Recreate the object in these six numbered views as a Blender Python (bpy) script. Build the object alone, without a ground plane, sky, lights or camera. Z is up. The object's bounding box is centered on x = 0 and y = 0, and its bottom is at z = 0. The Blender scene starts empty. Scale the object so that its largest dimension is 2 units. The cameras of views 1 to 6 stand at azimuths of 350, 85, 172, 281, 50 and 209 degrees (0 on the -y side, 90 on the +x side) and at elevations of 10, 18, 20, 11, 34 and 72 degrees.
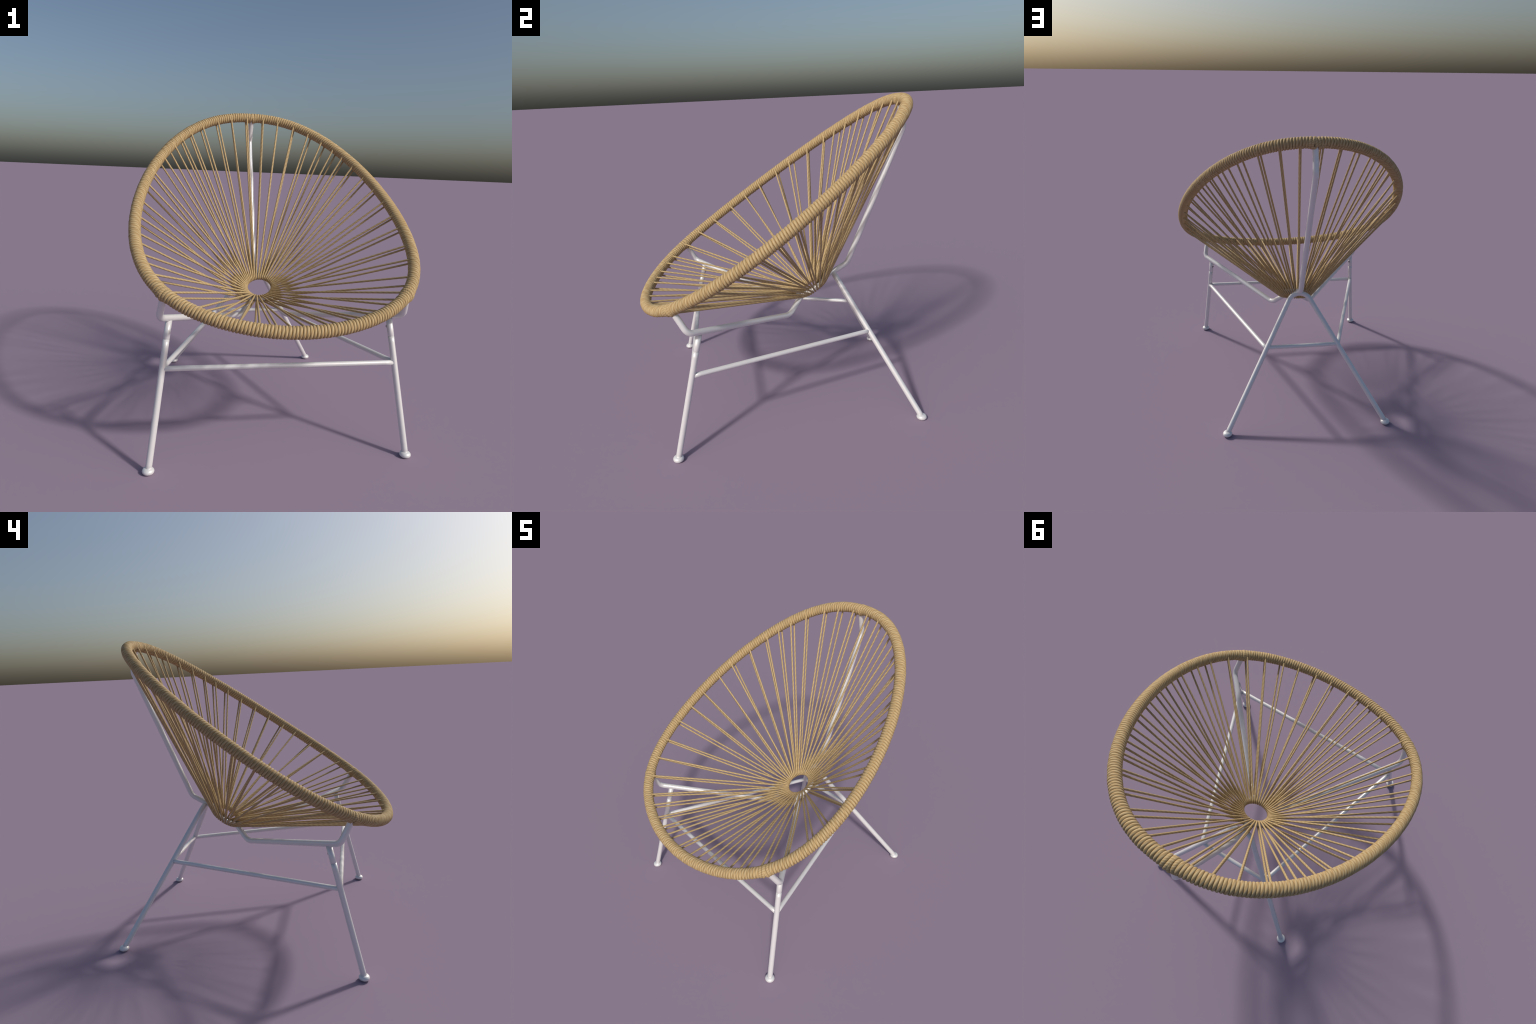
import bpy, math, random
import numpy as np
from mathutils import Matrix, Vector

random.seed(7)
V3 = np.array

# ------------------------------------------------------------------ helpers
def unit(v):
    v = np.asarray(v, float)
    return v / np.linalg.norm(v)

def new_object(name, verts, faces, material, parent=None, smooth=True):
    mesh = bpy.data.meshes.new(name)
    mesh.from_pydata([tuple(v) for v in verts], [], faces)
    mesh.validate()
    if smooth:
        mesh.polygons.foreach_set("use_smooth", [True] * len(mesh.polygons))
    mesh.materials.append(material)
    mesh.update()
    obj = bpy.data.objects.new(name, mesh)
    bpy.context.scene.collection.objects.link(obj)
    if parent is not None:
        obj.parent = parent
    return obj

def transport_frames(path):
    """Tangents plus a twist-free normal and binormal along a polyline."""
    path = np.asarray(path, float)
    tan = np.gradient(path, axis=0)
    tan /= np.linalg.norm(tan, axis=1)[:, None]
    ref = V3([0, 0, 1.0]) if abs(tan[0][2]) < 0.9 else V3([1.0, 0, 0])
    n = unit(np.cross(tan[0], ref))
    normals = [n]
    for i in range(1, len(path)):
        n = n - tan[i] * (n @ tan[i])
        n = unit(n)
        normals.append(n)
    normals = np.array(normals)
    return tan, normals, np.cross(tan, normals)

def sweep(path, radius, sides=20, closed=False, section=None):
    """Tube along a path. section(i, angle) may modulate the radius."""
    path = np.asarray(path, float)
    m = len(path)
    if closed:
        tan = np.roll(path, -1, 0) - np.roll(path, 1, 0)
        tan /= np.linalg.norm(tan, axis=1)[:, None]
        up = unit(path.mean(0) * 0 + V3([0, 0, 1.0]))
        nor = np.cross(tan, up)
        nor /= np.linalg.norm(nor, axis=1)[:, None]
        bi = np.cross(tan, nor)
    else:
        tan, nor, bi = transport_frames(path)
    ang = np.linspace(0, 2 * math.pi, sides, endpoint=False)
    verts, faces = [], []
    for i in range(m):
        r = radius[i] if hasattr(radius, "__len__") else radius
        for a in ang:
            rr = r * (section(i, a) if section else 1.0)
            verts.append(path[i] + rr * (math.cos(a) * nor[i] + math.sin(a) * bi[i]))
    rows = m if closed else m - 1
    for i in range(rows):
        j = (i + 1) % m
        for k in range(sides):
            l = (k + 1) % sides
            faces.append((i * sides + k, i * sides + l, j * sides + l, j * sides + k))
    if not closed:
        faces.append(tuple(range(sides))[::-1])
        faces.append(tuple((m - 1) * sides + k for k in range(sides)))
    return verts, faces

def rounded_path(points, fillets, arc_steps=14, step=0.03):
    """Polyline whose inner corners are replaced by tangent arcs."""
    pts = [V3(p, float) for p in points]
    out = [pts[0]]
    for i in range(1, len(pts) - 1):
        a, b, c = pts[i - 1], pts[i], pts[i + 1]
        u, v = unit(a - b), unit(c - b)
        half = math.acos(max(-1, min(1, u @ v))) / 2
        r = fillets[i - 1]
        d = r / math.tan(half)
        centre = b + unit(u + v) * (r / math.sin(half))
        p0, p1 = b + u * d, b + v * d
        e0, e1 = unit(p0 - centre), unit(p1 - centre)
        w = math.acos(max(-1, min(1, e0 @ e1)))
        for s in np.linspace(0, 1, arc_steps + 1):
            e = (math.sin((1 - s) * w) * e0 + math.sin(s * w) * e1) / math.sin(w)
            out.append(centre + r * e)
    out.append(pts[-1])
    dense = [out[0]]
    for p, q in zip(out[:-1], out[1:]):
        n = max(1, int(np.linalg.norm(q - p) / step))
        for s in range(1, n + 1):
            dense.append(p + (q - p) * s / n)
    return np.array(dense)

def lathe(profile, base, axis, segments=36):
    """Surface of revolution: profile of (radius, height) about axis from base."""
    axis = unit(axis)
    ref = V3([1.0, 0, 0]) if abs(axis[0]) < 0.9 else V3([0, 1.0, 0])
    e1 = unit(np.cross(axis, ref))
    e2 = np.cross(axis, e1)
    verts, faces = [], []
    for r, h in profile:
        for k in range(segments):
            a = 2 * math.pi * k / segments
            verts.append(V3(base) + axis * h + max(r, 1e-5) * (math.cos(a) * e1 + math.sin(a) * e2))
    for i in range(len(profile) - 1):
        for k in range(segments):
            l = (k + 1) % segments
            faces.append((i * segments + k, i * segments + l, (i + 1) * segments + l, (i + 1) * segments + k))
    faces.append(tuple(range(segments))[::-1])
    faces.append(tuple((len(profile) - 1) * segments + k for k in range(segments)))
    return verts, faces

# ---------------------------------------------------------------- materials
class Nodes:
    def __init__(self, name):
        self.mat = bpy.data.materials.new(name)
        self.mat.use_nodes = True
        self.t = self.mat.node_tree
        self.bsdf = self.t.nodes["Principled BSDF"]
    def add(self, kind, **props):
        n = self.t.nodes.new(kind)
        for k, v in props.items():
            setattr(n, k, v)
        return n
    def link(self, a, b):
        self.t.links.new(a, b)
    def math(self, op, a, b=None):
        n = self.add("ShaderNodeMath", operation=op)
        for i, x in enumerate((a, b)):
            if x is None:
                continue
            if isinstance(x, (int, float)):
                n.inputs[i].default_value = x
            else:
                self.link(x, n.inputs[i])
        return n.outputs[0]

CORD_LIGHT = (0.495, 0.375, 0.203, 1)
CORD_MID = (0.445, 0.330, 0.168, 1)
CORD_STREAK = (0.395, 0.262, 0.118, 1)

def cord_material(name, ply_angle, relief=0.22, contrast=0.5):
    """Laid cord: ply_angle(nodes, xyz) gives the running angle of the ply twist."""
    m = Nodes(name)
    tc = m.add("ShaderNodeTexCoord")
    sep = m.add("ShaderNodeSeparateXYZ")
    m.link(tc.outputs["Object"], sep.inputs[0])
    info = m.add("ShaderNodeObjectInfo")
    noise = m.add("ShaderNodeTexNoise")
    noise.inputs["Scale"].default_value = 60
    noise.inputs["Detail"].default_value = 2
    m.link(tc.outputs["Object"], noise.inputs["Vector"])
    wob = m.math("MULTIPLY", noise.outputs["Fac"], 1.6)
    phase = m.math("ADD", m.math("MULTIPLY", info.outputs["Random"], 6.2832), wob)
    ang = m.math("ADD", ply_angle(m, sep.outputs), phase)
    s = m.math("SINE", ang)
    fine = m.math("SINE", m.math("MULTIPLY", ang, 4.0))
    v = m.math("ADD", m.math("MULTIPLY", s, contrast), 0.5)
    v2 = m.math("ADD", v, m.math("MULTIPLY", fine, 0.06))
    ramp = m.add("ShaderNodeValToRGB")
    e = ramp.color_ramp.elements
    e[0].position, e[0].color = 0.0, CORD_STREAK
    e[1].position, e[1].color = 0.34, CORD_MID
    last = ramp.color_ramp.elements.new(0.85)
    last.color = CORD_LIGHT
    m.link(v2, ramp.inputs[0])
    # slight cord-to-cord tone variation
    hsv = m.add("ShaderNodeHueSaturation")
    val = m.math("ADD", m.math("MULTIPLY", info.outputs["Random"], 0.10), 0.95)
    m.link(val, hsv.inputs["Value"])
    m.link(ramp.outputs[0], hsv.inputs["Color"])
    m.link(hsv.outputs[0], m.bsdf.inputs["Base Color"])
    fib = m.add("ShaderNodeTexNoise")
    fib.inputs["Scale"].default_value = 900
    m.link(tc.outputs["Object"], fib.inputs["Vector"])
    height = m.math("ADD", v, m.math("MULTIPLY", fib.outputs["Fac"], 0.35))
    bump = m.add("ShaderNodeBump")
    bump.inputs["Strength"].default_value = relief
    bump.inputs["Distance"].default_value = 0.0015
    m.link(height, bump.inputs["Height"])
    m.link(bump.outputs[0], m.bsdf.inputs["Normal"])
    m.bsdf.inputs["Roughness"].default_value = 0.72
    m.bsdf.inputs["Specular IOR Level"].default_value = 0.25
    return m.mat

PITCH = 0.0175          # advance of the wrapping per turn
WRAP_R = 0.0268         # centre-line radius of the wrapped cord
WRAP_H, WRAP_W = 0.0080, 0.0092   # half thickness / half width of a turn
CORD_R = 0.0061         # radius of the stretched cord

def turn_twist(plies, crossings, sag=None):
    def f(m, xyz):
        if sag:                      # follow the bend of a longer stretch of rim
            zz = m.math("MULTIPLY", xyz[2], xyz[2])
            xyz = [m.math("SUBTRACT", xyz[i], m.math("MULTIPLY", zz, sag[i])) for i in (0, 1)] + [xyz[2]]
        phi = m.math("ARCTAN2", xyz[1], xyz[0])
        rho = m.math("SQRT", m.math("ADD", m.math("MULTIPLY", xyz[0], xyz[0]), m.math("MULTIPLY", xyz[1], xyz[1])))
        dz = m.math("ADD", xyz[2], m.math("MULTIPLY", phi, PITCH / (2 * math.pi)))
        if sag:
            w = m.add("ShaderNodeMath", operation="WRAP")
            m.link(dz, w.inputs[0])
            w.inputs[1].default_value, w.inputs[2].default_value = PITCH / 2, -PITCH / 2
            dz = w.outputs[0]
        minor = m.math("ARCTAN2", m.math("MULTIPLY", dz, WRAP_H / WRAP_W), m.math("SUBTRACT", rho, WRAP_R))
        return m.math("ADD", m.math("MULTIPLY", minor, float(plies)), m.math("MULTIPLY", phi, float(crossings)))
    return f

def straight_twist(m, xyz):
    a = m.math("ARCTAN2", xyz[1], xyz[0])
    return m.math("ADD", m.math("MULTIPLY", a, 2.0), m.math("MULTIPLY", xyz[2], -2 * math.pi / 0.036))

MAT_TURN = cord_material("laid_cord_wrap", turn_twist(3, 4))
MAT_TIGHT = cord_material("laid_cord_tight_wrap", turn_twist(2, 17))
MAT_CORD = cord_material("laid_cord_straight", straight_twist, 0.08, 0.36)

def painted_metal():
    m = Nodes("white_powder_coated_steel")
    tc = m.add("ShaderNodeTexCoord")
    n = m.add("ShaderNodeTexNoise")
    n.inputs["Scale"].default_value = 5
    n.inputs["Detail"].default_value = 3
    m.link(tc.outputs["Object"], n.inputs["Vector"])
    ramp = m.add("ShaderNodeValToRGB")
    ramp.color_ramp.elements[0].color = (0.78, 0.78, 0.785, 1)
    ramp.color_ramp.elements[1].color = (0.80, 0.80, 0.80, 1)
    m.link(n.outputs["Fac"], ramp.inputs[0])
    m.link(ramp.outputs[0], m.bsdf.inputs["Base Color"])
    m.bsdf.inputs["Roughness"].default_value = 0.28
    m.bsdf.inputs["Metallic"].default_value = 0.22
    return m.mat

def screw_metal():
    m = Nodes("dark_screw_steel")
    n = m.add("ShaderNodeTexNoise")
    n.inputs["Scale"].default_value = 80
    ramp = m.add("ShaderNodeValToRGB")
    ramp.color_ramp.elements[0].color = (0.22, 0.22, 0.23, 1)
    ramp.color_ramp.elements[1].color = (0.34, 0.34, 0.35, 1)
    m.link(n.outputs["Fac"], ramp.inputs[0])
    m.link(ramp.outputs[0], m.bsdf.inputs["Base Color"])
    m.bsdf.inputs["Metallic"].default_value = 0.9
    m.bsdf.inputs["Roughness"].default_value = 0.25
    return m.mat

MAT_METAL = painted_metal()
MAT_SCREW = screw_metal()

# ---------------------------------------------------------------- the chair
chair = bpy.data.objects.new("lounge_chair", None)
bpy.context.scene.collection.objects.link(chair)
chair["label"] = "round corded lounge chair with white tubular steel frame"
chair["category"] = "lounge chair"

# Rim: egg-shaped space curve, symmetric left to right, given as a short
# Fourier series in t (t = 0 at the front, 90 deg at +x, 180 deg at the top).
RIM_X = (0.7880, 0.0527, -0.0333, 0.0125)
RIM_Y = (-0.0365, -0.8951, 0.0506, 0.0485, -0.0204)
RIM_Z = (1.3510, -0.6172, 0.0504, 0.0352, -0.0169)

def rim(t):
    x = sum(a * math.sin((k + 1) * t) for k, a in enumerate(RIM_X)) - 0.001
    y = sum(b * math.cos(k * t) for k, b in enumerate(RIM_Y))
    z = sum(c * math.cos(k * t) for k, c in enumerate(RIM_Z))
    return V3([x, y, z])

STEPS = 2880
T_GRID = np.linspace(0, 2 * math.pi, STEPS + 1)
RIM_PTS = np.array([rim(t) for t in T_GRID])
ARC = np.concatenate([[0], np.cumsum(np.linalg.norm(np.diff(RIM_PTS, axis=0), axis=1))])
RIM_LEN = ARC[-1]

def t_at(s):
    return float(np.interp(s % RIM_LEN, ARC, T_GRID))

def s_at(t_deg):
    return float(np.interp(math.radians(t_deg % 360), T_GRID, ARC))

HUB_C = V3([-0.0024, 0.2573, 0.7658])
HUB_TILT = math.radians(33.5)
HUB_U = unit([1.0, 0, 0.087])           # the ring leans slightly to one side
HUB_V = V3([0, math.cos(HUB_TILT), math.sin(HUB_TILT)])
HUB_R, TUBE_R = 0.1066, 0.0155

def hub(th):
    return HUB_C + HUB_R * (math.cos(th) * HUB_U + math.sin(th) * HUB_V)

def hub_tangent(th):
    return -math.sin(th) * HUB_U + math.cos(th) * HUB_V

def rim_frame(s):
    t = t_at(s)
    c = rim(t)
    tan = unit(rim(t + 1e-3) - rim(t - 1e-3))
    inward = HUB_C - c
    top = unit(np.cross(tan, inward))
    return c, tan, top

# steel rim tube and hub ring
v, f = sweep(RIM_PTS[:-1:12], 0.0215, 20, closed=True)
rim_obj = new_object("rim", v, f, MAT_METAL, chair)
th = np.linspace(0, 2 * math.pi, 96, endpoint=False)
path = [hub(a) for a in th]
verts, faces = [], []
HUB_N = unit(np.cross(HUB_U, HUB_V))
for a in th:
    rad = unit(hub(a) - HUB_C)
    for k in range(20):
        b = 2 * math.pi * k / 20
        verts.append(hub(a) + TUBE_R * (math.cos(b) * rad + math.sin(b) * HUB_N))
for i in range(96):
    j = (i + 1) % 96
    for k in range(20):
        l = (k + 1) % 20
        faces.append((i * 20 + k, j * 20 + k, j * 20 + l, i * 20 + l))
new_object("hub_ring", verts, faces, MAT_METAL, chair)

# struts from rim to hub
GAP_T = {"right": 51.4, "back": 180.4, "left": 307.8}
def strut(points, fillets):
    v, f = sweep(rounded_path(points, fillets), 0.0186, 24)
    return new_object("strut", v, f, MAT_METAL, chair)
def hub_point_towards(p):
    d = V3(p) - HUB_C
    return math.atan2(d[1] / math.cos(HUB_TILT), d[0])

RIGHT_CORNER, LEFT_CORNER = V3([0.675, -0.550, 0.794]), V3([-0.680, -0.552, 0.792])
RIGHT_INNER, LEFT_INNER = V3([0.146, 0.084, 0.619]), V3([-0.150, 0.084, 0.619])
for side, corner, inner in (("right", RIGHT_CORNER, RIGHT_INNER), ("left", LEFT_CORNER, LEFT_INNER)):
    strut([rim(math.radians(GAP_T[side])), corner, inner, hub(hub_point_towards(inner))], [0.055, 0.085])
strut([rim(math.radians(GAP_T["back"])), V3([-0.008, 0.876, 1.79]), V3([-0.004, 0.509, 0.903]),
       hub(math.pi / 2) + V3([0, 0, -0.012])], [0.05, 0.065])

# ------------------------------------------------------------- wrapped cord
def turn_mesh(name, material, around=44, sides=12):
    """One helical turn of flattened cord about local z; starts and ends below the rim."""
    verts, faces = [], []
    for i in range(around + 1):
        phi = -math.pi + 2 * math.pi * i / around
        z0 = -PITCH * phi / (2 * math.pi)
        for k in range(sides):
            b = 2 * math.pi * k / sides
            r = WRAP_R + WRAP_H * math.cos(b)
            verts.append((r * math.cos(phi), r * math.sin(phi), z0 + WRAP_W * math.sin(b)))
    for i in range(around):
        for k in range(sides):
            l = (k + 1) % sides
            faces.append((i * sides + k, (i + 1) * sides + k, (i + 1) * sides + l, i * sides + l))
    faces.append(tuple(range(sides)))
    faces.append(tuple(around * sides + k for k in range(sides))[::-1])
    mesh = bpy.data.meshes.new(name)
    mesh.from_pydata(verts, [], faces)
    mesh.polygons.foreach_set("use_smooth", [True] * len(mesh.polygons))
    mesh.materials.append(material)
    mesh.update()
    return mesh

TURN = turn_mesh("cord_turn", MAT_TURN)
TIGHT = turn_mesh("cord_turn_tight", MAT_TIGHT)

def place_turn(mesh, s, tilt=0.0, side_dir=None, scale=1.0):
    c, tan, top = rim_frame(s)
    x, z = top, tan
    if tilt:
        ax = np.cross(tan, side_dir)       # rotate so the strut side moves along the rim
        q = Matrix.Rotation(tilt, 3, Vector(unit(ax)))
        x, z = V3(q @ Vector(x)), V3(q @ Vector(z))
    y = np.cross(z, x)
    o = bpy.data.objects.new("cord_turn", mesh)
    bpy.context.scene.collection.objects.link(o)
    o.parent = rim_obj
    j = scale * random.uniform(0.985, 1.02)
    if side_dir is not None:
        c = c + side_dir * 0.034 * (scale - 1)
    m = Matrix([[x[i] * j, y[i] * j, z[i] * (1.14 if tilt else 1.0), c[i]] for i in range(3)] + [[0, 0, 0, 1]])
    o.matrix_world = m
    return o

gap_s = [s_at(GAP_T[k]) for k in ("right", "back", "left")]
gap_dir = [unit(RIGHT_CORNER - rim(t_at(gap_s[0]))),
           unit(V3([-0.008, 0.876, 1.79]) - rim(t_at(gap_s[1]))),
           unit(LEFT_CORNER - rim(t_at(gap_s[2])))]
turns, turn_s = [], []
for g in range(3):
    a = gap_s[g]
    b = gap_s[(g + 1) % 3] + (RIM_LEN if g == 2 else 0)
    n = round((b - a) / PITCH)
    for i in range(n):
        s = a + (i + 0.5) * (b - a) / n
        near, far = i, n - 1 - i
        turn_s.append(s % RIM_LEN)
        fade = (0.24, 0.13, 0.05)
        if near < 3:
            d = gap_dir[g]
            sign, k = 1, near
        elif far < 3:
            d = gap_dir[(g + 1) % 3]
            sign, k = -1, far
        else:
            turns.append(place_turn(TURN, s))
            continue
        turns.append(place_turn(TIGHT if k < 2 else TURN, s, -sign * fade[k], d, (1.13, 1.06, 1.02)[k]))

# the named turns stop at 300; the surplus, on the straightest stretch of the
# rim, is joined into one piece of wrapping
surplus = len(turns) - 300
if surplus > 0:
    target = s_at(101)
    order = sorted(range(len(turns)), key=lambda i: abs(turn_s[i] - target))[:surplus]
    first, last = min(order), max(order)
    mid = 0.5 * (turn_s[first] + turn_s[last])
    c, tan, top = rim_frame(mid)
    side = np.cross(tan, top)
    R = np.stack([top, side, tan])
    half = 0.5 * (turn_s[last] - turn_s[first])
    ends = [(rim_frame(mid + e * half)[0] - c) @ R.T for e in (-1, 1)]
    sag = [0.5 * (ends[0][i] / ends[0][2] ** 2 + ends[1][i] / ends[1][2] ** 2) for i in (0, 1)]
    verts, faces = [], []
    for i in sorted(order):
        o = turns[i]
        base = len(verts)
        M = np.array(o.matrix_world)
        co = np.array([v.co for v in o.data.vertices]) @ M[:3, :3].T + M[:3, 3]
        verts += list((co - c) @ R.T)
        faces += [tuple(base + j for j in p.vertices) for p in o.data.polygons]
        bpy.data.objects.remove(o)
    wrap = new_object("wrapped_cord", verts, faces, cord_material("laid_cord_wrap_stretch", turn_twist(3, 4, sag)), rim_obj)
    wrap.matrix_world = Matrix([[R[0][i], R[1][i], R[2][i], c[i]] for i in range(3)] + [[0, 0, 0, 1]])
    wrap["kind"] = "stuff"

# ----------------------------------------------------------- stretched cords
PAIRS = 43
# position of each cord pair, in metres of rim length from the front centre,
# and how far along the rim the lower cord of the pair sits from the upper one
PAIR_S = (0.696, 0.553, 0.410, 0.291, 0.149, 0.026, 5.780, 5.694, 5.595, 5.470, 5.370, 5.199, 5.034,
          4.868, 4.690, 4.542, 4.396, 4.220, 4.087, 3.904, 3.739, 3.635, 3.527, 3.396, 3.244, 3.127,
          2.996, 2.866, 2.746, 2.613, 2.477, 2.345, 2.224, 2.119, 1.997, 1.860, 1.718, 1.579, 1.434,
          1.315, 1.146, 1.016, 0.854)
LOWER = (-0.003, -0.005, 0.023, 0.001, 0.016, -0.019, 0.002, -0.016, -0.020, -0.013, -0.020, -0.018,
          -0.015, -0.001, 0.014, -0.001, 0.001, -0.002, -0.023, 0.014, 0.025, -0.018, -0.016, -0.003,
          0.000, -0.013, 0.003, 0.002, -0.001, -0.001, -0.016, -0.020, -0.016, -0.000, 0.004, -0.002,
          0.004, 0.000, 0.020, 0.006, 0.022, 0.016, -0.022)

def cord_object(path, z_from, z_to):
    """Cord along a path, in a local frame whose z runs along the straight part."""
    z = unit(z_to - z_from)
    x = unit(np.cross(z, V3([0.3, 0.2, 1.0])))
    y = np.cross(z, x)
    R = np.stack([x, y, z])
    local = (np.asarray(path) - z_from) @ R.T
    tan, nor, bi = transport_frames(local)
    sides = 10
    verts, faces = [], []
    ang = np.linspace(0, 2 * math.pi, sides, endpoint=False)
    for i, p in enumerate(local):
        for a in ang:
            d = math.cos(a) * nor[i] + math.sin(a) * bi[i]
            ply = math.atan2(d[1], d[0]) * 2 - p[2] * 2 * math.pi / 0.036
            verts.append(p + CORD_R * (1 + 0.012 * math.sin(ply)) * d)
    m = len(local)
    for i in range(m - 1):
        for k in range(sides):
            l = (k + 1) % sides
            faces.append((i * sides + k, i * sides + l, (i + 1) * sides + l, (i + 1) * sides + k))
    faces.append(tuple(range(sides))[::-1])
    faces.append(tuple((m - 1) * sides + k for k in range(sides)))
    o = new_object("cord", verts, faces, MAT_CORD, chair)
    o.matrix_world = Matrix([[R[0][i], R[1][i], R[2][i], z_from[i]] for i in range(3)] + [[0, 0, 0, 1]])
    return o

def line(a, b, step=0.006):
    n = max(2, int(np.linalg.norm(b - a) / step))
    return [a + (b - a) * i / n for i in range(n + 1)]

RIM_OUT, RIM_OFF = 0.0265, 0.0225   # bedding radius on the rim / height of the taut line
HUB_OUT = {True: 0.0212, False: 0.0193}     # distance of upper / lower cord from the ring's core
# The upper cords sit closer together on the left half of the ring than on the
# right; the lower cord of a pair drifts on round the ring by a few degrees
# (constant, cos, sin, cos 2, sin 2 of the seat angle).
DRIFT = {True: (0.6, 0.7, 0.3, 0.0, 0.0), False: (1.4, -2.7, -0.9, 2.9, 1.5)}

def seat_angle(k, upper):
    n = k + 1
    if 9 <= n <= 28:
        th = math.radians(96.6 + 7.77 * (28 - n))
    else:
        th = math.radians(86.1 - 8.82 * ((n if n > 8 else n + PAIRS) - 29))
    d = DRIFT[upper]
    return th + math.radians(d[0] + d[1] * math.cos(th) + d[2] * math.sin(th)
                             + d[3] * math.cos(2 * th) + d[4] * math.sin(2 * th))

for k in range(PAIRS):
    s_up = PAIR_S[k]
    for upper in (True, False):
        s = s_up if upper else s_up + LOWER[k]
        th = seat_angle(k, upper)
        th_mid = 0.5 * (seat_angle(k, True) + seat_angle(k, False))
        h = hub(th)
        c, tan, _ = rim_frame(s)
        D = unit(h - c)
        sg = 1.0 if upper else -1.0
        n_rim = unit(np.cross(tan, D)) * sg
        ht = hub_tangent(th)
        n_hub = unit(np.cross(ht, D))
        if n_hub @ n_rim < 0:
            n_hub = -n_hub
        d_hub = unit(np.cross(n_hub, ht))
        if d_hub @ D < 0:
            d_hub = -d_hub
        out = unit(np.cross(n_rim, tan))
        if out @ D > 0:
            out = -out
        a = c + RIM_OFF * n_rim - 0.015 * out
        b = h + HUB_OUT[upper] * n_hub
        # tuck over the rim, run straight, then turn a quarter round the hub ring
        arc = [c + RIM_OUT * (math.cos(w) * n_rim + math.sin(w) * out) for w in np.linspace(0.35, -0.45, 6)]
        loop = []
        for w in np.linspace(0, math.pi / 2 + 0.05, 9)[1:]:
            f = w / (math.pi / 2)
            r = HUB_OUT[upper] + ((HUB_OUT[True] + HUB_OUT[False]) / 2 - HUB_OUT[upper]) * min(f, 1)
            loop.append(hub(th + (th_mid - th) * min(f, 1)) + r * (math.cos(w) * n_hub + math.sin(w) * d_hub))
        cord_object(arc + line(a, b) + loop, a, b)

# ------------------------------------------------------------------ leg frame
FOOT = {"fl": (-0.726, -0.676), "fr": (0.701, -0.674), "br": (0.542, 0.861), "bl": (-0.572, 0.860)}
FRONT_TOP = {"fl": V3([-0.628, -0.486, 0.765]), "fr": V3([0.618, -0.494, 0.762])}
REAR_CORNER = V3([-0.008, 0.369, 0.922])
LEG_R, BAR_R = 0.0178, 0.0146

FOOT_PROFILE = [(0.0, 0.0), (0.020, 0.0), (0.0265, 0.0022), (0.0308, 0.0070), (0.0322, 0.0125),
                (0.0310, 0.0190), (0.0272, 0.0245), (0.0215, 0.0285), (0.014, 0.0308), (0.0, 0.0312)]
def foot(xy, parent):
    v, f = lathe(FOOT_PROFILE, (xy[0], xy[1], 0.0), (0, 0, 1))
    return new_object("foot", v, f, MAT_METAL, parent)

joints = {}
for key in ("fl", "fr"):
    base = V3([*FOOT[key], 0.014])
    top = FRONT_TOP[key]
    axis = unit(top - base)
    cut = top - axis * 0.105
    v, f = sweep([base + (cut - base) * t for t in np.linspace(0, 1, 20)], LEG_R, 24)
    leg = new_object("front_leg", v, f, MAT_METAL, chair)
    foot(FOOT[key], leg)
    length = np.linalg.norm(top - cut)
    collar_profile = [(0.0, -0.004), (0.0158, -0.004), (0.0158, 0.0012), (0.0172, 0.0016), (0.0182, 0.0030),
                      (0.0182, length - 0.004)]
    v, f = lathe(collar_profile, cut, axis, 28)
    collar = new_object("collar", v, f, MAT_METAL, leg)
    inward = unit(V3([-0.62 * np.sign(base[0]), 0.78, 0]))
    inward = unit(inward - axis * (inward @ axis))
    head = [(0.0, 0.0), (0.0062, 0.0), (0.0062, 0.0150), (0.0075, 0.0165), (0.0085, 0.0185),
            (0.0085, 0.0205), (0.0065, 0.0222), (0.0, 0.0226)]
    v, f = lathe(head, cut + axis * 0.058, inward, 20)
    new_object("screw", v, f, MAT_SCREW, leg)
    joints[key] = lambda z, base=base, axis=axis: base + axis * ((z - base[2]) / axis[2])

rear_path = rounded_path([V3([*FOOT["br"], 0.014]), REAR_CORNER, V3([*FOOT["bl"], 0.014])], [0.088], arc_steps=24)
v, f = sweep(rear_path, LEG_R, 24)
rear = new_object("rear_leg", v, f, MAT_METAL, chair)
foot(FOOT["br"], rear)
foot(FOOT["bl"], rear)
for key in ("br", "bl"):
    base = V3([*FOOT[key], 0.014])
    axis = unit(REAR_CORNER - base)
    joints[key] = lambda z, base=base, axis=axis: base + axis * ((z - base[2]) / axis[2])

def stretcher(a, b):
    v, f = sweep([a + (b - a) * t for t in np.linspace(0, 1, 24)], BAR_R, 20)
    new_object("stretcher", v, f, MAT_METAL, chair)
stretcher(joints["fl"](0.515), joints["fr"](0.515))
stretcher(joints["br"](0.508), joints["bl"](0.508))
stretcher(joints["fr"](0.517), joints["br"](0.502))
stretcher(joints["fl"](0.517), joints["bl"](0.504))
